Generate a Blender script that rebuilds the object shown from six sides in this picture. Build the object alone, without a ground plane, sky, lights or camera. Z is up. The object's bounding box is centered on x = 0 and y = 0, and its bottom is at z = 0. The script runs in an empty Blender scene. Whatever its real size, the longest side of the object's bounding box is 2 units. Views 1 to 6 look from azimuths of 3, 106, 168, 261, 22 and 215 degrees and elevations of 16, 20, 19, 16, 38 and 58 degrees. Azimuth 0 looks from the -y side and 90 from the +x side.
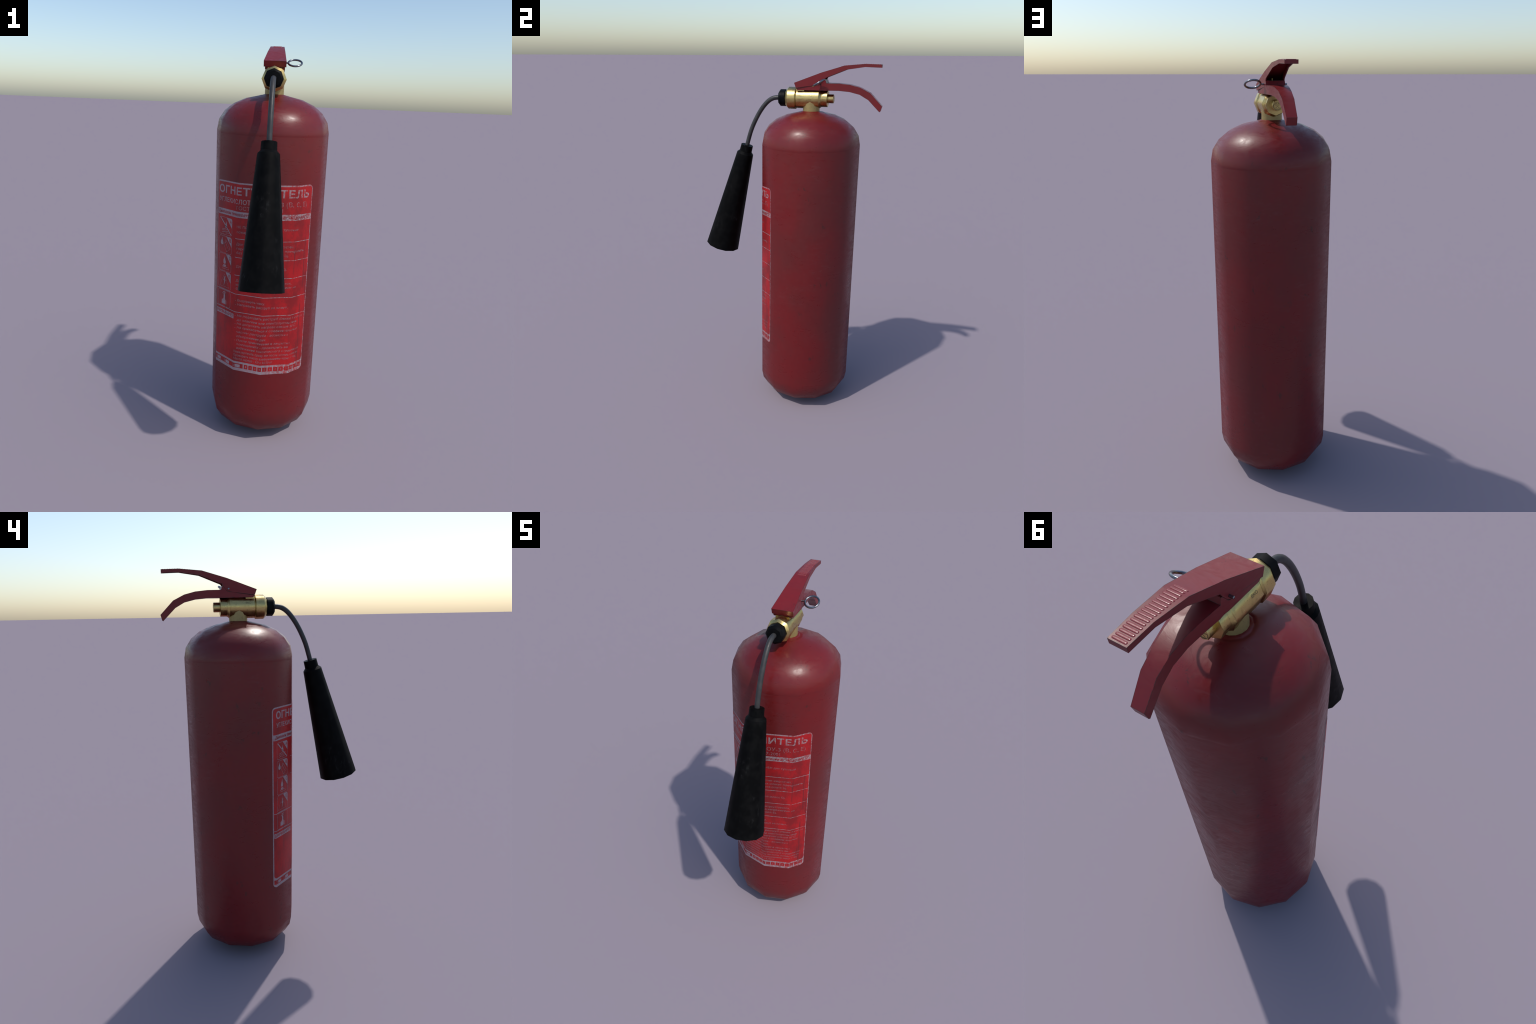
# Carbon-dioxide fire extinguisher: red steel tank, brass valve, squeeze lever,
# carrying handle, safety pin, hose and black discharge horn.
import bpy, bmesh, math, random
from mathutils import Vector, Matrix

random.seed(7)
SC = bpy.context.scene.collection

# ------------------------------------------------------------------ sizes (m)
TANK_Y = 0.1275          # tank axis stands a little behind the origin
TANK_R = 0.2746          # radius to the corners of the twelve-sided wall
SIDES = 12
CHORD = 2 * TANK_R * math.sin(math.pi / SIDES)
VALVE_Z = 1.8225         # height of the horizontal valve axis

# ------------------------------------------------------------------ node helpers
def new_mat(name):
    m = bpy.data.materials.new(name)
    m.use_nodes = True
    nt = m.node_tree
    nt.nodes.clear()
    out = nt.nodes.new('ShaderNodeOutputMaterial')
    bsdf = nt.nodes.new('ShaderNodeBsdfPrincipled')
    nt.links.new(bsdf.outputs[0], out.inputs[0])
    return m, nt, bsdf

def coords(nt, scale=(1, 1, 1), rot=(0, 0, 0)):
    tc = nt.nodes.new('ShaderNodeTexCoord')
    mp = nt.nodes.new('ShaderNodeMapping')
    mp.inputs['Scale'].default_value = scale
    mp.inputs['Rotation'].default_value = rot
    nt.links.new(tc.outputs['Object'], mp.inputs['Vector'])
    return mp.outputs[0]

def noise(nt, vec, scale, detail=4, rough=0.55, distort=0.0):
    n = nt.nodes.new('ShaderNodeTexNoise')
    n.inputs['Scale'].default_value = scale
    n.inputs['Detail'].default_value = detail
    n.inputs['Roughness'].default_value = rough
    n.inputs['Distortion'].default_value = distort
    nt.links.new(vec, n.inputs['Vector'])
    return n.outputs[0]

def ramp(nt, fac, lo, hi, a=0.0, b=1.0):
    r = nt.nodes.new('ShaderNodeMapRange')
    r.interpolation_type = 'SMOOTHSTEP'
    r.inputs['From Min'].default_value = lo
    r.inputs['From Max'].default_value = hi
    r.inputs['To Min'].default_value = a
    r.inputs['To Max'].default_value = b
    nt.links.new(fac, r.inputs['Value'])
    return r.outputs[0]

def mix(nt, fac, a, b):
    n = nt.nodes.new('ShaderNodeMix')
    n.data_type = 'RGBA'
    if isinstance(fac, (int, float)):
        n.inputs[0].default_value = fac
    else:
        nt.links.new(fac, n.inputs[0])
    for sock, v in ((n.inputs[6], a), (n.inputs[7], b)):
        if isinstance(v, tuple):
            sock.default_value = (*v, 1)
        else:
            nt.links.new(v, sock)
    return n.outputs[2]

def math_node(nt, op, a, b=None):
    n = nt.nodes.new('ShaderNodeMath')
    n.operation = op
    for i, v in enumerate((a, b)):
        if v is None:
            continue
        if isinstance(v, (int, float)):
            n.inputs[i].default_value = v
        else:
            nt.links.new(v, n.inputs[i])
    return n.outputs[0]

def bump(nt, bsdf, height, strength, dist):
    b = nt.nodes.new('ShaderNodeBump')
    b.inputs['Strength'].default_value = strength
    b.inputs['Distance'].default_value = dist
    nt.links.new(height, b.inputs['Height'])
    nt.links.new(b.outputs[0], bsdf.inputs['Normal'])

def edge_mask(nt, radius, lo=0.004, hi=0.05):
    """1 on sharp convex or concave edges: rounded normal differs from the true one."""
    bev = nt.nodes.new('ShaderNodeBevel')
    bev.samples = 6
    bev.inputs['Radius'].default_value = radius
    geo = nt.nodes.new('ShaderNodeNewGeometry')
    dot = nt.nodes.new('ShaderNodeVectorMath')
    dot.operation = 'DOT_PRODUCT'
    nt.links.new(bev.outputs[0], dot.inputs[0])
    nt.links.new(geo.outputs['Normal'], dot.inputs[1])
    return ramp(nt, math_node(nt, 'SUBTRACT', 1.0, dot.outputs['Value']), lo, hi)

# ------------------------------------------------------------------ materials
def chip_marks(nt, density=0.5):
    """Sparse little dark rub marks, each a short broken stroke."""
    v = nt.nodes.new('ShaderNodeTexVoronoi')
    v.inputs['Scale'].default_value = 9.0
    v.inputs['Randomness'].default_value = 0.9
    nt.links.new(coords(nt, (1.0, 1.0, 1.0)), v.inputs['Vector'])
    near = ramp(nt, v.outputs['Distance'], 0.14, 0.30, 1.0, 0.0)
    strokes = ramp(nt, noise(nt, coords(nt, (1.3, 1.3, 0.8), (0.3, 0.2, 0.4)), 46, 3, 0.6, 0.6), 0.56, 0.64)
    return math_node(nt, 'MULTIPLY', math_node(nt, 'MULTIPLY', near, strokes), density)

def red_paint(name, base, dusty, edges=False, rough=0.40):
    m, nt, b = new_mat(name)
    big = ramp(nt, noise(nt, coords(nt, (1, 1, 0.7)), 3.6, 4, 0.55), 0.36, 0.70)
    col = mix(nt, big, base, dusty)
    fine = ramp(nt, noise(nt, coords(nt), 70, 5, 0.65), 0.35, 0.75, 0.0, 0.22)
    col = mix(nt, fine, col, tuple(c * 0.62 + 0.006 for c in base))
    col = mix(nt, chip_marks(nt, 0.62), col, (0.030, 0.013, 0.011))
    rub = math_node(nt, 'MULTIPLY',
                    ramp(nt, noise(nt, coords(nt, (6, 6, 20), (0.50, -0.40, 0.0)), 1.7, 6, 0.75, 1.8), 0.52, 0.68),
                    ramp(nt, noise(nt, coords(nt), 3.4, 3, 0.5), 0.44, 0.66, 0.0, 0.34))
    col = mix(nt, rub, col, (0.145, 0.040, 0.042))  # lighter streaks tint the grazing sheen of the scratches into the red
    if edges:
        worn = math_node(nt, 'MULTIPLY', edge_mask(nt, 0.0034, 0.002, 0.03),
                         ramp(nt, noise(nt, coords(nt), 38, 4, 0.6), 0.38, 0.54))
        col = mix(nt, math_node(nt, 'MULTIPLY', worn, 0.85), col, (0.022, 0.016, 0.012))
    nt.links.new(col, b.inputs['Base Color'])
    # fine diagonal wiping scratches vary the gloss
    scr = noise(nt, coords(nt, (8, 8, 24), (0.45, -0.38, 0.0)), 1.5, 6, 0.70, 1.6)
    smear = noise(nt, coords(nt), 6, 4, 0.6)
    r = math_node(nt, 'ADD', ramp(nt, scr, 0.3, 0.7, rough - 0.10, rough + 0.10),
                  ramp(nt, smear, 0.3, 0.7, -0.04, 0.05))
    nt.links.new(r, b.inputs['Roughness'])
    b.inputs['Specular IOR Level'].default_value = 0.34 if edges else 0.38
    bump(nt, b, scr, 0.13, 0.002)
    return m

TANK_RED = red_paint('tank_red_paint', (0.140, 0.0072, 0.0084), (0.110, 0.0118, 0.0118), rough=0.37)
RIB_RED = red_paint('grip_rib_red_painted_glints', (0.172, 0.0095, 0.0130), (0.30, 0.085, 0.090), rough=0.27)  # second colour is pale pink: whitish gloss highlights on the ribs, painted in
HANDLE_RED = red_paint('handle_red_paint', (0.172, 0.0095, 0.0130), (0.140, 0.0130, 0.0155), edges=True, rough=0.38)

def label_red_colour(nt):
    blot = ramp(nt, noise(nt, coords(nt, (1, 1, 0.6)), 13, 5, 0.65), 0.36, 0.66)
    col = mix(nt, blot, (0.385, 0.009, 0.011), (0.215, 0.010, 0.012))
    speck = ramp(nt, noise(nt, coords(nt), 110, 4, 0.6), 0.5, 0.72, 0.0, 0.45)
    col = mix(nt, speck, col, (0.15, 0.013, 0.015))
    return col

def wear_streaks(nt):
    """Long upright rub lines and patches where the print has worn off."""
    lines = ramp(nt, noise(nt, coords(nt, (34, 34, 1.6)), 1.0, 3, 0.6, 0.3), 0.63, 0.71, 0.0, 0.85)
    patch = ramp(nt, noise(nt, coords(nt), 21, 5, 0.7), 0.62, 0.80)
    tc = nt.nodes.new('ShaderNodeTexCoord'); sp = nt.nodes.new('ShaderNodeSeparateXYZ')
    nt.links.new(tc.outputs['Object'], sp.inputs[0])
    side = ramp(nt, sp.outputs['X'], -0.02, 0.14, 0.35, 1.0)
    grain = ramp(nt, noise(nt, coords(nt), 85, 4, 0.7), 0.38, 0.60, 0.0, 0.85)
    worn = math_node(nt, 'MULTIPLY', math_node(nt, 'MAXIMUM', patch, grain), side)
    return math_node(nt, 'MAXIMUM', lines, worn)

def label_red():
    m, nt, b = new_mat('label_red')
    col = label_red_colour(nt)
    lines = ramp(nt, noise(nt, coords(nt, (34, 34, 1.6)), 1.0, 3, 0.6, 0.3), 0.62, 0.69, 0.0, 0.7)
    col = mix(nt, lines, col, (0.13, 0.014, 0.016))
    nt.links.new(col, b.inputs['Base Color'])
    b.inputs['Roughness'].default_value = 0.42
    b.inputs['Specular IOR Level'].default_value = 0.33
    return m

def label_white(name, white, keep):
    m, nt, b = new_mat(name)
    worn = math_node(nt, 'MULTIPLY', wear_streaks(nt), keep)
    base = math_node(nt, 'ADD', worn, 0.06)
    col = mix(nt, base, white, label_red_colour(nt))
    nt.links.new(col, b.inputs['Base Color'])
    b.inputs['Roughness'].default_value = 0.45
    b.inputs['Specular IOR Level'].default_value = 0.33
    return m

LABEL_RED = label_red()
LABEL_WHITE = label_white('label_white_ink', (0.310, 0.265, 0.285), 0.88)
LABEL_TEXT = label_white('label_small_print', (0.265, 0.160, 0.175), 0.85)

def brass(name, dull, tone=1.0):
    m, nt, b = new_mat(name)
    spots = ramp(nt, noise(nt, coords(nt), 55, 6, 0.7), 0.50, 0.68)
    col = mix(nt, spots, tuple(c * tone for c in (0.56, 0.425, 0.17)), tuple(c * tone for c in (0.47, 0.35, 0.14)))
    tarn = ramp(nt, noise(nt, coords(nt), 150, 4, 0.7), 0.60, 0.70, 0.0, 0.7)
    col = mix(nt, tarn, col, (0.10, 0.085, 0.04))
    grime = math_node(nt, 'MULTIPLY', edge_mask(nt, 0.004, 0.01, 0.10), ramp(nt, noise(nt, coords(nt), 60, 4, 0.6), 0.35, 0.6, 0.0, 0.75))
    col = mix(nt, grime, col, (0.12, 0.10, 0.045))
    nt.links.new(col, b.inputs['Base Color'])
    b.inputs['Metallic'].default_value = 1.0 - dull
    nt.links.new(ramp(nt, noise(nt, coords(nt), 34, 5, 0.6), 0.3, 0.7, 0.24 + 0.3 * dull, 0.42 + 0.3 * dull), b.inputs['Roughness'])
    bump(nt, b, noise(nt, coords(nt), 120, 4, 0.6), 0.12, 0.001)
    return m

BRASS = brass('brass', 0.0)
BRASS_DULL = brass('cast_brass', 0.55, 0.62)

def plain(name, base, alt, scale, rough, metallic=0.0, spec=0.5, scuffs=0.0, scuff_col=(0.05, 0.05, 0.05)):
    m, nt, b = new_mat(name)
    col = mix(nt, ramp(nt, noise(nt, coords(nt), scale, 5, 0.6), 0.4, 0.65), base, alt)
    if scuffs:
        s = math_node(nt, 'MULTIPLY',
                      ramp(nt, noise(nt, coords(nt, (1, 1, 0.7)), 9, 3, 0.5), 0.55, 0.72),
                      ramp(nt, noise(nt, coords(nt, (1.0, 1.0, 0.35), (0.3, 0.5, 0.2)), 65, 5, 0.7), 0.50, 0.70))
        col = mix(nt, math_node(nt, 'MULTIPLY', s, scuffs), col, scuff_col)
    nt.links.new(col, b.inputs['Base Color'])
    nt.links.new(ramp(nt, noise(nt, coords(nt), scale * 2, 4, 0.6), 0.3, 0.7, rough - 0.06, rough + 0.06), b.inputs['Roughness'])
    b.inputs['Metallic'].default_value = metallic
    b.inputs['Specular IOR Level'].default_value = spec
    return m

HORN_BLACK = plain('black_plastic', (0.0020, 0.0021, 0.0022), (0.0042, 0.0042, 0.0042), 22, 0.52, spec=0.05, scuffs=0.9, scuff_col=(0.020, 0.020, 0.020))
NUT_BLACK = plain('black_rubber', (0.0030, 0.0034, 0.0038), (0.006, 0.006, 0.006), 30, 0.50, spec=0.07)
HOSE_GREY = plain('grey_hose_rubber', (0.031, 0.031, 0.032), (0.040, 0.039, 0.039), 40, 0.44, spec=0.32)
STEEL = plain('bright_steel', (0.24, 0.255, 0.275), (0.16, 0.17, 0.185), 60, 0.24, metallic=1.0)
ENGRAVED_DARK = plain('engraved_lines', (0.05, 0.042, 0.018), (0.08, 0.065, 0.028), 80, 0.6)
ENGRAVED = plain('engraved_shadow', (0.20, 0.16, 0.07), (0.13, 0.105, 0.045), 80, 0.6)

# ------------------------------------------------------------------ object helpers
def finish(name, verts, faces, mat, parent, smooth=True, sharp_deg=None):
    me = bpy.data.meshes.new(name)
    me.from_pydata([tuple(v) for v in verts], [], faces)
    me.validate()
    bm = bmesh.new()
    bm.from_mesh(me)
    bmesh.ops.remove_doubles(bm, verts=bm.verts, dist=1e-5)
    bmesh.ops.dissolve_degenerate(bm, edges=bm.edges, dist=1e-6)
    bmesh.ops.recalc_face_normals(bm, faces=bm.faces)
    for f in bm.faces:
        f.smooth = smooth
    if sharp_deg is not None:
        for e in bm.edges:
            if len(e.link_faces) == 2 and e.calc_face_angle(0) > math.radians(sharp_deg):
                e.smooth = False
    bm.to_mesh(me)
    bm.free()
    me.materials.append(mat)
    ob = bpy.data.objects.new(name, me)
    SC.objects.link(ob)
    ob.parent = parent
    return ob

def lathe(name, rings, origin, axis, ref, sides, mat, parent, sharp=(), close_start=True, close_end=True, phase=0.0):
    """Turn (distance along axis, radius) rings about an axis; ref is where corner 0 points.
    Rings listed in `sharp` keep a hard edge round the turn."""
    axis = Vector(axis).normalized()
    e1 = Vector(ref).normalized()
    e2 = axis.cross(e1)
    o = Vector(origin)
    bm = bmesh.new()
    loops = []
    for s, r in rings:
        loops.append([bm.verts.new(o + axis * s + (e1 * math.cos(t) + e2 * math.sin(t)) * r)
                      for t in (2 * math.pi * k / sides + phase for k in range(sides))])
    for a, b in zip(loops, loops[1:]):
        for k in range(sides):
            f = bm.faces.new((a[k], a[(k + 1) % sides], b[(k + 1) % sides], b[k]))
            f.smooth = True
    for flag, lp in ((close_start, loops[0]), (close_end, loops[-1])):
        if flag:
            bm.faces.new(lp)
    bmesh.ops.recalc_face_normals(bm, faces=bm.faces)
    for i in sharp:
        lp = loops[i]
        for k in range(sides):
            e = bm.edges.get((lp[k], lp[(k + 1) % sides]))
            if e:
                e.smooth = False
    me = bpy.data.meshes.new(name)
    bm.to_mesh(me)
    bm.free()
    me.materials.append(mat)
    ob = bpy.data.objects.new(name, me)
    SC.objects.link(ob)
    ob.parent = parent
    return ob

def box_faces(i):
    return [(i, i+1, i+2, i+3), (i+4, i+7, i+6, i+5), (i, i+4, i+5, i+1),
            (i+1, i+5, i+6, i+2), (i+2, i+6, i+7, i+3), (i+3, i+7, i+4, i)]

def box_verts(x0, x1, y0, y1, z0, z1):
    return [(x0, y0, z0), (x1, y0, z0), (x1, y1, z0), (x0, y1, z0),
            (x0, y0, z1), (x1, y0, z1), (x1, y1, z1), (x0, y1, z1)]

# ------------------------------------------------------------------ the thing
root = bpy.data.objects.new('fire_extinguisher', None)
SC.objects.link(root)
root.location = (0, 0, 0)
root['label'] = 'red carbon dioxide fire extinguisher with black horn and brass valve'
root['category'] = 'fire extinguisher'

# ------------------------------------------------------------------ tank
tank_profile = [
    (0.000, 0.030), (0.006, 0.080), (0.020, 0.137), (0.0365, 0.1945), (0.0657, 0.2385), (0.110, 0.2660),
    (0.157, TANK_R), (0.175, TANK_R),
    (1.5685, TANK_R), (1.5710, TANK_R - 0.0002), (1.5735, TANK_R), (1.585, TANK_R),
    (1.6345, 0.2650), (1.6767, 0.2372), (1.7103, 0.1945), (1.7358, 0.1375),
    (1.7500, 0.0740), (1.7530, 0.0660), (1.7515, 0.0610), (1.7545, 0.0560), (1.7570, 0.0470), (1.7570, 0.030)]
tank = lathe('tank', tank_profile, (0, TANK_Y, 0), (0, 0, 1), (0, -1, 0), SIDES, TANK_RED, root)

# ------------------------------------------------------------------ label, wrapped on the wall
def column(k, d):
    a = math.radians(-90 + 30 * k)
    return Vector(((TANK_R + d) * math.cos(a), TANK_Y + (TANK_R + d) * math.sin(a)))

def wrap(u, z, d):
    k = math.floor(u / CHORD + 1e-9)
    s = u / CHORD - k
    p = column(k, d).lerp(column(k + 1, d), s)
    n = (column(k, 1) - Vector((0, TANK_Y))).lerp(column(k + 1, 1) - Vector((0, TANK_Y)), s).normalized()
    return (p.x, p.y, z), (n.x, n.y, 0.0)

LAYER = 0.00045

def wrapped(name, verts2, faces, layer, mat, parent):
    """Lay a flat (u, z) drawing on the twelve-sided wall."""
    bm = bmesh.new()
    vs = [bm.verts.new((u, z, 0)) for u, z in verts2]
    for f in faces:
        try:
            bm.faces.new([vs[i] for i in f])
        except ValueError:
            pass
    for k in range(-3, 3):
        bmesh.ops.bisect_plane(bm, geom=bm.verts[:] + bm.edges[:] + bm.faces[:], dist=1e-6,
                               plane_co=(k * CHORD, 0, 0), plane_no=(1, 0, 0))
    # cut the wide pieces once more per side of the wall so that their shading runs evenly
    bmesh.ops.triangulate(bm, faces=[f for f in bm.faces if len(f.verts) > 4])
    bm.verts.ensure_lookup_table()
    norms = []
    for v in bm.verts:
        p, n = wrap(v.co.x, v.co.y, LAYER * layer)
        v.co = p
        norms.append(n)
    bm.verts.index_update()
    for f in bm.faces:
        f.normal_update()
        c = f.calc_center_median()
        if f.normal.dot(Vector((c.x, c.y - TANK_Y, 0))) < 0:
            f.normal_flip()
        f.smooth = True
    me = bpy.data.meshes.new(name)
    bm.to_mesh(me)
    bm.free()
    me.materials.append(mat)
    me.normals_split_custom_set_from_vertices(norms)
    ob = bpy.data.objects.new(name, me)
    SC.objects.link(ob)
    ob.parent = parent
    return ob

class Drawing:
    """Collects flat (u, z) shapes before they are wrapped."""
    def __init__(self):
        self.v, self.f = [], []
    def poly(self, pts):
        i = len(self.v)
        self.v += pts
        self.f.append(tuple(range(i, i + len(pts))))
    def rect(self, u0, u1, z0, z1):
        self.poly([(u0, z0), (u1, z0), (u1, z1), (u0, z1)])
    def stroke(self, pts, w, closed=False):
        n = len(pts)
        L, Rr = [], []
        for i in range(n):
            a = pts[i - 1] if (closed or i > 0) else None
            b = pts[i]
            c = pts[(i + 1) % n] if (closed or i < n - 1) else None
            d = Vector((0, 0))
            if a is not None: d += (Vector(b) - Vector(a)).normalized()
            if c is not None: d += (Vector(c) - Vector(b)).normalized()
            d.normalize()
            q = Vector((-d.y, d.x)) * w / 2
            L.append((b[0] + q.x, b[1] + q.y)); Rr.append((b[0] - q.x, b[1] - q.y))
        for i in range(n if closed else n - 1):
            j = (i + 1) % n
            self.poly([L[i], L[j], Rr[j], Rr[i]])

def rounded(u0, u1, z0, z1, r, seg=4, corners=(1, 1, 1, 1)):
    """Rounded rectangle outline, corners in order: low-left, low-right, top-right, top-left."""
    pts = []
    cs = [(u0, z0, 1, 1, 180), (u1, z0, -1, 1, 270), (u1, z1, -1, -1, 0), (u0, z1, 1, -1, 90)]
    for on, (cu, cz, su, sz, a0) in zip(corners, cs):
        if not on:
            pts.append((cu, cz)); continue
        for k in range(seg + 1):
            a = math.radians(a0 + 90 * k / seg)
            pts.append((cu + su * r + r * math.cos(a), cz + sz * r + r * math.sin(a)))
    return pts

_txt = bpy.data.curves.new('type_setter', 'FONT')
_txt_ob = bpy.data.objects.new('type_setter', _txt)
SC.objects.link(_txt_ob)

def set_type(body, bold=0.0, slant=0.0):
    _txt.body = body
    _txt.offset = bold
    _txt.shear = slant
    _txt.resolution_u = 3
    _txt.space_character = 1.0 + bold * 3
    bpy.context.view_layer.update()
    dg = bpy.context.evaluated_depsgraph_get()
    ev = _txt_ob.evaluated_get(dg)
    me = ev.to_mesh()
    v = [(p.co.x, p.co.y) for p in me.vertices]
    f = [tuple(q.vertices) for q in me.polygons]
    ev.to_mesh_clear()
    return v, f

_hv, _ = set_type('H')
CAP = max(p[1] for p in _hv)

def text(name, body, u0, u1, base, cap, layer, mat, parent, bold=0.0, slant=0.0):
    v, f = set_type(body, bold, slant)
    lo = min(p[0] for p in v); hi = max(p[0] for p in v)
    kx = (u1 - u0) / (hi - lo); kz = cap / CAP
    return wrapped(name, [(u0 + (x - lo) * kx, base + y * kz) for x, y in v], f, layer, mat, parent)

U0, U1, Z0, Z1 = -0.3045, 0.2400, 0.4033, 1.3560
d = Drawing()
d.poly(rounded(U0, U1, Z0, Z1, 0.020))
label = wrapped('label', d.v, d.f, 1, LABEL_WHITE, root)

d = Drawing()
d.poly(rounded(U0 + 0.0060, U1 - 0.0035, 1.2205, Z1 - 0.0070, 0.014, corners=(0, 0, 1, 1)))
d.poly(rounded(U0 + 0.0060, U1 - 0.0035, 0.4540, 1.1915, 0.016, corners=(1, 1, 0, 0)))
d.rect(U0 + 0.006, -0.0915, 0.4190, 0.4430)
def month_left(k):
    return -0.0850 + 0.0240 * k if k < 4 else 0.0115 + 0.0279 * (k - 4)
for k in range(12):
    a = month_left(k)
    d.rect(a, a + (0.0190 if k < 4 else 0.0228), 0.4195, 0.4425)
wrapped('label_panel', d.v, d.f, 2, LABEL_RED, label)

# headings
text('label_heading', 'ОГНЕТУШИТЕЛЬ', -0.2815, 0.2155, 1.2985, 0.0335, 3, LABEL_WHITE, label, bold=0.027)
text('label_subheading', 'УГЛЕКИСЛОТНЫЙ', -0.2790, -0.0120, 1.2560, 0.0210, 3, LABEL_WHITE, label, bold=0.006)
text('label_subheading', 'ОУ-3 (В, С, Е)', 0.0090, 0.2070, 1.2560, 0.0205, 3, LABEL_TEXT, label)
text('label_standard', 'ГОСТ Р 51017-2001', -0.1525, 0.0755, 1.2290, 0.0170, 3, LABEL_TEXT, label)
text('label_bar_text', 'Диапазон температур эксплуатации от -40 до +50°С', -0.2900, 0.2240, 1.1995, 0.0135, 3, LABEL_RED, label, bold=0.01, slant=0.25)

# rules
d = Drawing()
for z, u in ((1.0897, -0.154), (0.9978, -0.153), (0.9087, -0.152), (0.8122, U0 + 0.006), (0.7193, U0 + 0.006)):
    d.rect(u, U1 - 0.0034, z - 0.0015, z + 0.0015)
d.rect(-0.2970, -0.1510, 0.6805, 0.7050)
for a in (-0.2720, -0.2040, -0.1350):
    d.rect(a, a + 0.0280, 0.4225, 0.4385)
wrapped('label_rule', d.v, d.f, 3, LABEL_WHITE, label)
text('label_warning', 'ВНИМАНИЕ!', -0.2930, -0.1555, 0.6860, 0.0140, 4, LABEL_RED, label, bold=0.012, slant=0.15)
for a in (-0.2870, -0.2190, -0.1500):
    text('label_year', '20', a, a + 0.0125, 0.4240, 0.0125, 3, LABEL_TEXT, label, bold=0.004)
for k in range(12):
    a = month_left(k)
    w = 0.0190 if k < 4 else 0.0228
    s = str(k + 1)
    ww = 0.0065 * len(s)
    text('label_month', s, a + w / 2 - ww / 2, a + w / 2 + ww / 2, 0.4255, 0.0110, 3, LABEL_TEXT, label, bold=0.006)

# small print: (words, left, right, baseline, slant)
small = [
    ('НЕ ПРЕДНАЗНАЧЕН для тушения', -0.1450, 0.1585, 1.1425, 0), ('пожаров класса А.', -0.1440, 0.0080, 1.1180, 0),
    ('Для тушения горючих жидкостей,', -0.1445, 0.1395, 1.0590, 0), ('горение которых может прекратить', -0.1435, 0.2030, 1.0370, 0),
    ('без доступа воздуха (класс В).', -0.1425, 0.1145, 1.0160, 0),
    ('Для тушения газов (класс С).', -0.1425, 0.1090, 0.9485, 0),
    ('Для тушения электроустановок,', -0.1420, 0.1360, 0.8774, 0), ('находящихся под напряжением не', -0.1412, 0.1635, 0.8570, 0),
    ('более 1000 В (класс Е).', -0.1405, 0.0650, 0.8355, 0),
    ('- Выдернуть чеку.', -0.1420, 0.0110, 0.7764, 0), ('- Направить раструб на пламя.', -0.1415, 0.1235, 0.7545, 0),
    ('- Не подводить раструб ближе 1 метра', -0.1420, 0.2220, 0.6964, 0.22), ('до пламени или электроустановки.', -0.1315, 0.1870, 0.6740, 0.22),
    ('- Не допускать нагрева свыше 50°С.', -0.1415, 0.1805, 0.6541, 0.22), ('- Не прикасаться к соединительным', -0.1415, 0.1910, 0.6335, 0.22),
    ('частям раструба - возможно', -0.1305, 0.1340, 0.6100, 0.22), ('обморожение рук.', -0.1305, 0.0235, 0.5870, 0.22),
    ('- После применения в закрытых', -0.1410, 0.1480, 0.5650, 0.22), ('помещениях - проветрить во', -0.1300, 0.1375, 0.5440, 0.22),
    ('избежание токсического отравления.', -0.1300, 0.2115, 0.5232, 0.22),
    ('Перезаряжать сразу же после использования.', -0.1440, 0.2080, 0.5020, 0.10), ('Проверить массу взвешиванием через 1 год.', -0.1440, 0.1950, 0.4825, 0.10),
    ('Масса заряда - 3,0 ± 0,150 кг', -0.1430, 0.0615, 0.4640, 0.10)]
for words, a, b, base, slant in small:
    text('label_line', words, a, b, base, 0.0112, 3, LABEL_TEXT, label, bold=0.006, slant=slant)

# pictograms
def pictogram(top, bottom, letter, draw):
    a, b = -0.2755, -0.1805
    W, H = b - a, top - bottom
    P = lambda x, y: (a + x * W, bottom + y * H)
    d = Drawing()
    d.stroke(rounded(a, b, bottom, top, 0.012), 0.0013, closed=True)
    if letter:
        d.poly([P(0.55, 1.0), P(1.0, 0.42), P(1.0, 0.87), P(0.96, 0.96), P(0.87, 1.0)])
    draw(d, P)
    wrapped('pictogram', d.v, d.f, 3, LABEL_WHITE, label)
    if letter:
        u, z = P(0.82, 0.72)
        text('pictogram_letter', letter, u, u + 0.0125, z, 0.0150, 4, LABEL_RED, label, bold=0.01)

def flame(d, P, x, y, w, h):
    d.poly([P(x, y), P(x + w * .42, y + h * .12), P(x + w * .5, y + h * .35), P(x + w * .2, y + h * .62), P(x + w * .12, y + h),
            P(x - w * .15, y + h * .7), P(x - w * .45, y + h * .42), P(x - w * .42, y + h * .14)])

def solid_fire(d, P):
    flame(d, P, 0.52, 0.38, 0.16, 0.42)
    for y in (0.12, 0.22, 0.31):
        d.stroke([P(0.2, y), P(0.5, y + 0.05)], 0.0016); d.stroke([P(0.5, y - 0.02), P(0.8, y + 0.03)], 0.0015)
    d.stroke([P(0.06, 0.98), P(0.95, 0.03)], 0.0052)

def liquid_fire(d, P):
    flame(d, P, 0.22, 0.45, 0.22, 0.46)
    d.stroke([P(0.36, 0.52), P(0.62, 0.72), P(0.88, 0.32), P(0.60, 0.10)], 0.0016, closed=True)
    d.stroke([P(0.45, 0.60), P(0.52, 0.80), P(0.62, 0.72)], 0.0016)
    d.stroke([P(0.55, 0.58), P(0.74, 0.28)], 0.0015)

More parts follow.
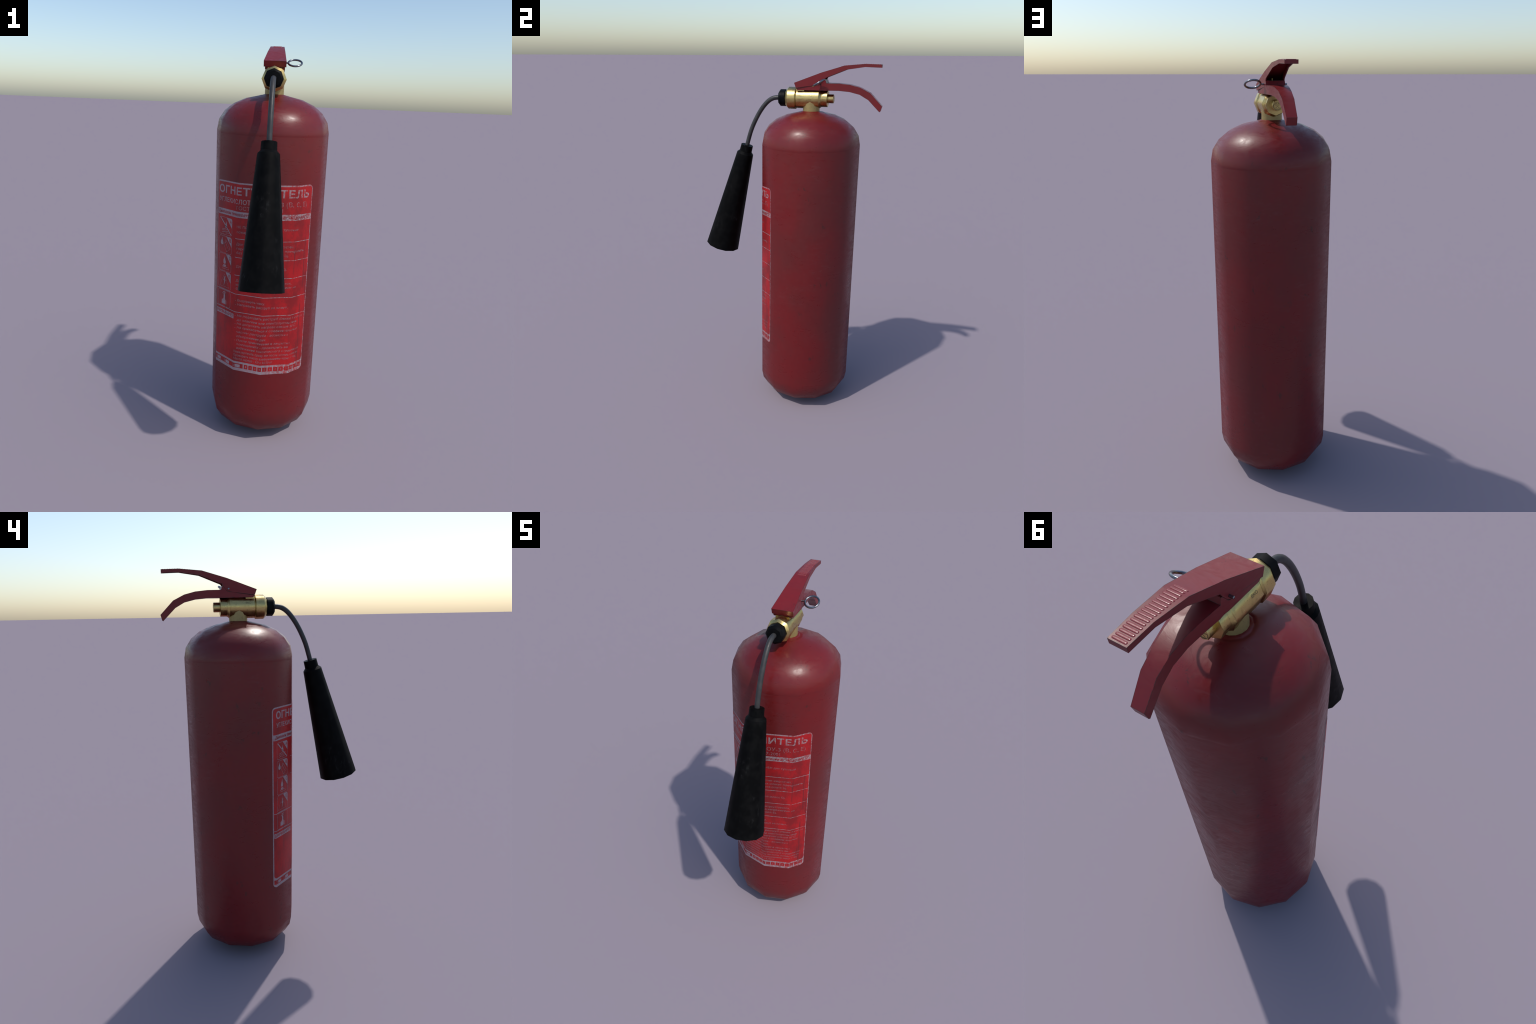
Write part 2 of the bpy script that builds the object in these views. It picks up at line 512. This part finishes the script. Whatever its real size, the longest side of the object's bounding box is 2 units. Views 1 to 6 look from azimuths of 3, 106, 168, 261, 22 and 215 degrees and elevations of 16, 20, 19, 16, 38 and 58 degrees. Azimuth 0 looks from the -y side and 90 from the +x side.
def gas_fire(d, P):
    flame(d, P, 0.46, 0.40, 0.22, 0.48)
    d.rect(*[P(0.36, 0.26)[0], P(0.60, 0.26)[0], P(0, 0.27)[1], P(0, 0.37)[1]])
    d.stroke([P(0.28, 0.24), P(0.70, 0.24)], 0.0030); d.stroke([P(0.30, 0.13), P(0.80, 0.13), P(0.80, 0.2)], 0.0016)

def electric_fire(d, P):
    d.stroke([P(0.10, 0.12), P(0.86, 0.12), P(0.48, 0.86)], 0.0016, closed=True)
    d.poly([P(0.50, 0.74), P(0.41, 0.48), P(0.49, 0.48), P(0.43, 0.16), P(0.58, 0.54), P(0.50, 0.54), P(0.56, 0.74)])

def bottle(d, P):
    d.poly([P(0.30, 0.14), P(0.68, 0.14), P(0.68, 0.38), P(0.58, 0.46), P(0.56, 0.74), P(0.46, 0.74), P(0.44, 0.46), P(0.30, 0.38)])
    d.stroke([P(0.34, 0.78), P(0.60, 0.80)], 0.0030); d.stroke([P(0.40, 0.88), P(0.64, 0.90)], 0.0034)
    d.stroke([P(0.50, 0.74), P(0.50, 0.94)], 0.0030)

pictogram(1.1780, 1.0930, 'А', solid_fire)
pictogram(1.0850, 1.0000, 'В', liquid_fire)
pictogram(0.9960, 0.9085, 'С', gas_fire)
pictogram(0.9045, 0.8160, 'Е', electric_fire)
pictogram(0.8080, 0.7230, '', bottle)

# ------------------------------------------------------------------ valve
valve_o = (0, 0, VALVE_Z)
valve = lathe('valve', [(-0.0110, 0.036), (-0.0110, 0.0465), (0.0010, 0.0575), (0.0425, 0.0575), (0.0460, 0.0530), (0.0478, 0.0512), (0.0500, 0.0525),
                        (0.1720, 0.0525), (0.1735, 0.0508), (0.1835, 0.0437), (0.2165, 0.0437), (0.2165, 0.0232)],
              valve_o, (0, 1, 0), (0, 0, 1), 8, BRASS, root, sharp=(1, 2, 3, 4, 5, 6, 7, 8, 9, 10))
lathe('valve_neck', [(1.752, 0.0458), (1.812, 0.0458)], (0, TANK_Y, 0), (0, 0, 1), (0, -1, 0), 16, BRASS_DULL, valve, sharp=(1,))
stem = lathe('valve_plug', [(0.2100, 0.0232), (0.2470, 0.0232), (0.2490, 0.0216), (0.2490, 0.0)],
             valve_o, (0, 1, 0), (0, 0, 1), 8, BRASS, valve, sharp=(1, 2), close_end=False)
lathe('hose_sleeve', [(-0.0180, 0.0360), (-0.0050, 0.0360)], valve_o, (0, 1, 0), (0, 0, 1), 8, NUT_BLACK, valve)
lathe('hose_nut', [(-0.0530, 0.010), (-0.0530, 0.0345), (-0.0447, 0.0448), (-0.0160, 0.0448), (-0.0133, 0.0420), (-0.0133, 0.020)],
      valve_o, (0, 1, 0), (0, 0, 1), 8, NUT_BLACK, valve, sharp=(1, 2, 3, 4))
finish('valve_saddle', box_verts(-0.0335, 0.0335, 0.0470, 0.0925, 1.8560, 1.8735), box_faces(0), BRASS, valve, smooth=False)
lathe('valve_stem', [(1.860, 0.0045), (1.930, 0.0045)], (0, 0.140, 0), (0, 0, 1), (1, 0, 0), 12, BRASS, valve, sharp=(0, 1))

# maker's emblem on the plug: thin engraved lines
def engraved(name, lines, width, place, parent, depth=0.0004):
    v, f = [], []
    for pts in lines:
        d = Drawing(); d.stroke(pts, width)
        i = len(v)
        for p in d.v: v.append(place(*p))
        f += [tuple(q + i for q in face) for face in d.f]
    return finish(name, v, f, ENGRAVED_DARK, parent, smooth=False)
oct_r = 0.0175
emb = [[(oct_r * math.cos(math.radians(a)), oct_r * math.sin(math.radians(a))) for a in range(170, 371, 20)],
       [(-0.0165, 0.0035), (-0.006, 0.0018), (0.006, 0.0018), (0.0165, 0.0035)],
       [(-0.0085, -0.0105), (0.0, -0.0035), (0.0085, -0.0105)],
       [(-0.010, -0.0140), (0.010, -0.0140)],
       [(-0.011, 0.0060), (-0.011, 0.0105), (-0.007, 0.0105), (-0.007, 0.0060)],
       [(-0.002, 0.0055), (-0.004, 0.0110), (0.001, 0.0120)],
       [(0.004, 0.0055), (0.004, 0.0115), (0.009, 0.0105)], [(0.004, 0.0085), (0.009, 0.0080)]]
engraved('plug_emblem', emb, 0.0016, lambda a, b: (-a, 0.2494, VALVE_Z + b), valve)
# small stamped letters on the left lower flank of the valve body
fl = 0.0525 * math.cos(math.radians(22.5)) + 0.0004
def flank(a, b, ang):
    n = Vector((math.cos(ang), 0, math.sin(ang))); t = Vector((-math.sin(ang), 0, math.cos(ang)))
    if t.z < 0: t = -t
    p = n * fl + t * b
    return (p.x, 0.095 - a, VALVE_Z + p.z)
for body, a0, b0, ang, k in (('ВКО', 0.0, -0.004, math.radians(157.5), 0.0135), ('З-7', 0.004, 0.000, math.radians(202.5), 0.010)):
    v, f = set_type(body)
    finish('valve_stamp', [flank(a0 + x * k, b0 + y * k, ang) for x, y in v], f, ENGRAVED, valve, smooth=False)

# ------------------------------------------------------------------ squeeze lever (folded channel)
def lerp_table(tab, y):
    for (a, va), (b, vb) in zip(tab, tab[1:]):
        if y <= b:
            return va + (vb - va) * (y - a) / (b - a)
    return tab[-1][1]

LEV_TOP = [(0.0406, 1.9037), (0.184, 1.9565), (0.3005, 1.9908), (0.4085, 2.0000), (0.4920, 1.9976)]
LEV_W = [(0.0406, 0.0526), (0.184, 0.0422), (0.3005, 0.0347), (0.4085, 0.0285), (0.4920, 0.0265)]
LEV_LOW = [(0.0406, 1.8776), (0.0505, 1.8776), (0.1766, 1.8946), (0.1843, 1.8985), (0.2020, 1.9210), (0.2070, 1.9300),
           (0.3120, 1.9710), (0.4085, 1.9852), (0.4920, 1.9822)]

def channel(name, ys, wall, plate, mat, parent):
    v, f, n = [], [], 8
    def station(y, closed, front=False):
        w, zt = lerp_table(LEV_W, y), lerp_table(LEV_TOP, y)
        zb = lerp_table(LEV_LOW, y)
        yb = 0.0505 if front else y
        zc = zb if closed else max(zb, zt - plate)
        return [(-w, yb, zb), (-w, y, zt), (w, y, zt), (w, yb, zb),
                (w - wall, yb, zb), (w - wall, yb if closed else y, zc), (-w + wall, yb if closed else y, zc), (-w + wall, yb, zb)]
    rows = [station(ys[0], True, True), station(ys[1], True), station(ys[1] + 1e-4, False)]
    rows += [station(y, False) for y in ys[2:-2]]
    rows += [station(ys[-2] - 1e-4, False), station(ys[-2], True), station(ys[-1], True)]
    for r in rows: v += r
    for i in range(len(rows) - 1):
        for k in range(n):
            f.append((i * n + k, i * n + (k + 1) % n, (i + 1) * n + (k + 1) % n, (i + 1) * n + k))
    f.append((0, 1, 2, 3))
    e = (len(rows) - 1) * n
    f.append((e, e + 1, e + 2, e + 3))
    return finish(name, v, f, mat, parent, smooth=True, sharp_deg=24)

lever = channel('lever', [0.0406, 0.0560, 0.110, 0.150, 0.1766, 0.1843, 0.2020, 0.2070, 0.252, 0.3005, 0.3120, 0.4085, 0.4860, 0.4920],
                0.0042, 0.0065, HANDLE_RED, root)

# pressed grip ribs on the lever's tail: one rounded bar, repeated
def rib_mesh():
    seg, L, r, h = 6, 0.0215, 0.0047, 0.0019
    prof = [(1.00, 0.0), (0.86, 0.62), (0.55, 0.95), (0.0, 1.0)]
    v, f = [], []
    outline = []
    for sx in (1, -1):
        for k in range(seg + 1):
            a = math.radians(-90 + 180 * k / seg) if sx > 0 else math.radians(90 + 180 * k / seg)
            outline.append((sx, math.cos(a), math.sin(a)))
    n = len(outline)
    for s, t in prof:
        for sx, c, q in outline:
            v.append((sx * (L - r) + c * r * max(s, 0.02), q * r * max(s, 0.02), t * h))
    for i in range(len(prof) - 1):
        for k in range(n):
            f.append((i * n + k, i * n + (k + 1) % n, (i + 1) * n + (k + 1) % n, (i + 1) * n + k))
    f.append(tuple(range((len(prof) - 1) * n, len(prof) * n)))
    me = bpy.data.meshes.new('grip_rib')
    me.from_pydata(v, [], f)
    for p in me.polygons: p.use_smooth = True
    me.materials.append(RIB_RED)
    return me
rib = rib_mesh()
for k in range(18):
    y = 0.2860 + (0.4830 - 0.2860) * k / 17
    z = lerp_table(LEV_TOP, y)
    slope = (lerp_table(LEV_TOP, y + 0.003) - lerp_table(LEV_TOP, y - 0.003)) / 0.006
    ob = bpy.data.objects.new('grip_rib', rib)
    SC.objects.link(ob)
    ob.parent = lever
    ob.location = (0, y, z - 0.0003)
    ob.rotation_euler = (math.atan(slope), 0, random.uniform(-0.01, 0.01))
    ob.scale = (min(1.06, 1.0 + random.uniform(-0.02, 0.05)), 1.0, 0.9)

# ------------------------------------------------------------------ carrying handle (solid curved bar)
CH = [  # top (y, z), bottom (y, z), half width
    ((0.0490, 1.8764), (0.0585, 1.8668), 0.0465),
    ((0.1766, 1.8938), (0.1766, 1.8658), 0.0432),
    ((0.1843, 1.8976), (0.1850, 1.8658), 0.0428),
    ((0.2022, 1.9195), (0.2022, 1.8659), 0.0408),
    ((0.2062, 1.9200), (0.2080, 1.8659), 0.0408),
    ((0.2130, 1.9027), (0.2210, 1.8660), 0.0420),
    ((0.2770, 1.9023), (0.2780, 1.8659), 0.0368),
    ((0.3360, 1.8965), (0.3340, 1.8608), 0.0303),
    ((0.3885, 1.8832), (0.3876, 1.8476), 0.0260),
    ((0.4425, 1.8566), (0.4335, 1.8217), 0.0240),
    ((0.5060, 1.7916), (0.4945, 1.7618), 0.0213)]
v, f = [], []
for (ty, tz), (by, bz), w in CH:
    v += [(-w, ty, tz), (w, ty, tz), (w, by, bz), (-w, by, bz)]
for i in range(len(CH) - 1):
    for k in range(4):
        f.append((i*4 + k, i*4 + (k+1) % 4, (i+1)*4 + (k+1) % 4, (i+1)*4 + k))
f.append((0, 1, 2, 3))
e = (len(CH) - 1) * 4
w = CH[-1][2]
v += [(-w, 0.4990, 1.7650), (w, 0.4990, 1.7650)]       # slightly clipped lower corner of the end
f += [(e, e+1, len(v)-1, len(v)-2), (len(v)-2, len(v)-1, e+2, e+3), (e+1, e+2, len(v)-1), (e, len(v)-2, e+3)]
# upright block between the lever cheeks
i = len(v)
bw = 0.0372
v += [(-bw, 0.120, 1.870), (bw, 0.120, 1.870), (bw, 0.218, 1.870), (-bw, 0.218, 1.870),
      (-bw, 0.150, 1.9200), (bw, 0.150, 1.9200), (bw, 0.2045, 1.9215), (-bw, 0.2045, 1.9215)]
i2 = len(v)
f += box_faces(i)
handle = finish('carrying_handle', v, f, HANDLE_RED, root, smooth=True, sharp_deg=40)

# ------------------------------------------------------------------ safety pin and ring
pin = lathe('safety_pin', [(-0.0570, 0.0), (-0.0570, 0.0034), (-0.0562, 0.0042), (0.0575, 0.0042), (0.0575, 0.0)],
            (0, 0.1775, 1.9062), (1, 0, 0), (0, 0, 1), 12, STEEL, root, sharp=(2, 3), close_start=False, close_end=False)
def torus(name, centre, e1, e2, R, r, n, m, mat, parent):
    e1, e2, c = Vector(e1).normalized(), Vector(e2).normalized(), Vector(centre)
    nn = e1.cross(e2)
    v, f = [], []
    for i in range(n):
        a = 2 * math.pi * i / n
        d = e1 * math.cos(a) + e2 * math.sin(a)
        for j in range(m):
            b = 2 * math.pi * j / m
            v.append(c + d * (R + r * math.cos(b)) + nn * (r * math.sin(b)))
    for i in range(n):
        for j in range(m):
            f.append((i*m + j, ((i+1) % n)*m + j, ((i+1) % n)*m + (j+1) % m, i*m + (j+1) % m))
    return finish(name, v, f, mat, parent)
torus('pull_ring', (0.0922, 0.1810, 1.9070), (1, 0, 0), (0, 0.866, 0.5), 0.0330, 0.0046, 40, 12, STEEL, pin)

# ------------------------------------------------------------------ hose
def catmull(pts, sub):
    out = []
    P = [pts[0]] + pts + [pts[-1]]
    for i in range(1, len(P) - 2):
        p0, p1, p2, p3 = (Vector(q) for q in P[i-1:i+3])
        for k in range(sub):
            t = k / sub
            out.append(0.5 * ((2*p1) + (p2-p0)*t + (2*p0-5*p1+4*p2-p3)*t*t + (-p0+3*p1-3*p2+p3)*t**3))
    out.append(Vector(P[-2]))
    return out
path = catmull([(0, y, z) for y, z in ((-0.0450, 1.8225), (-0.0690, 1.8225), (-0.0915, 1.8175), (-0.1150, 1.8035), (-0.1390, 1.7795),
                (-0.1645, 1.7445), (-0.1910, 1.6980), (-0.2160, 1.6420), (-0.2330, 1.5880), (-0.2417, 1.5560), (-0.2445, 1.5455))], 3)
v, f = [], []
N = 12
for i, p in enumerate(path):
    t = (path[min(i+1, len(path)-1)] - path[max(i-1, 0)]).normalized()
    s = Vector((1, 0, 0)); q = t.cross(s).normalized()
    for k in range(N):
        a = 2 * math.pi * k / N
        v.append(p + (s * math.cos(a) + q * math.sin(a)) * 0.0125)
for i in range(len(path) - 1):
    for k in range(N):
        f.append((i*N + k, i*N + (k+1) % N, (i+1)*N + (k+1) % N, (i+1)*N + k))
hose = finish('hose', v, f, HOSE_GREY, root)

# ------------------------------------------------------------------ discharge horn
top, low = Vector((0, -0.2417, 1.5560)), Vector((0, -0.4073, 0.9370))
ax = (low - top).normalized()
L = (low - top).length
ref = Vector((0, ax.z, -ax.y))
horn = lathe('horn', [(0.0, 0.013), (0.0, 0.0350), (0.0375, 0.0362), (0.0507, 0.0490), (L, 0.1012),
                      (L, 0.0955), (0.085, 0.0440), (0.085, 0.0)],
             top, ax, ref, 12, HORN_BLACK, root, sharp=(1, 2, 3, 4, 5), close_end=False)

# ------------------------------------------------------------------ tidy up
bpy.data.objects.remove(_txt_ob, do_unlink=True)
bpy.data.curves.remove(_txt)
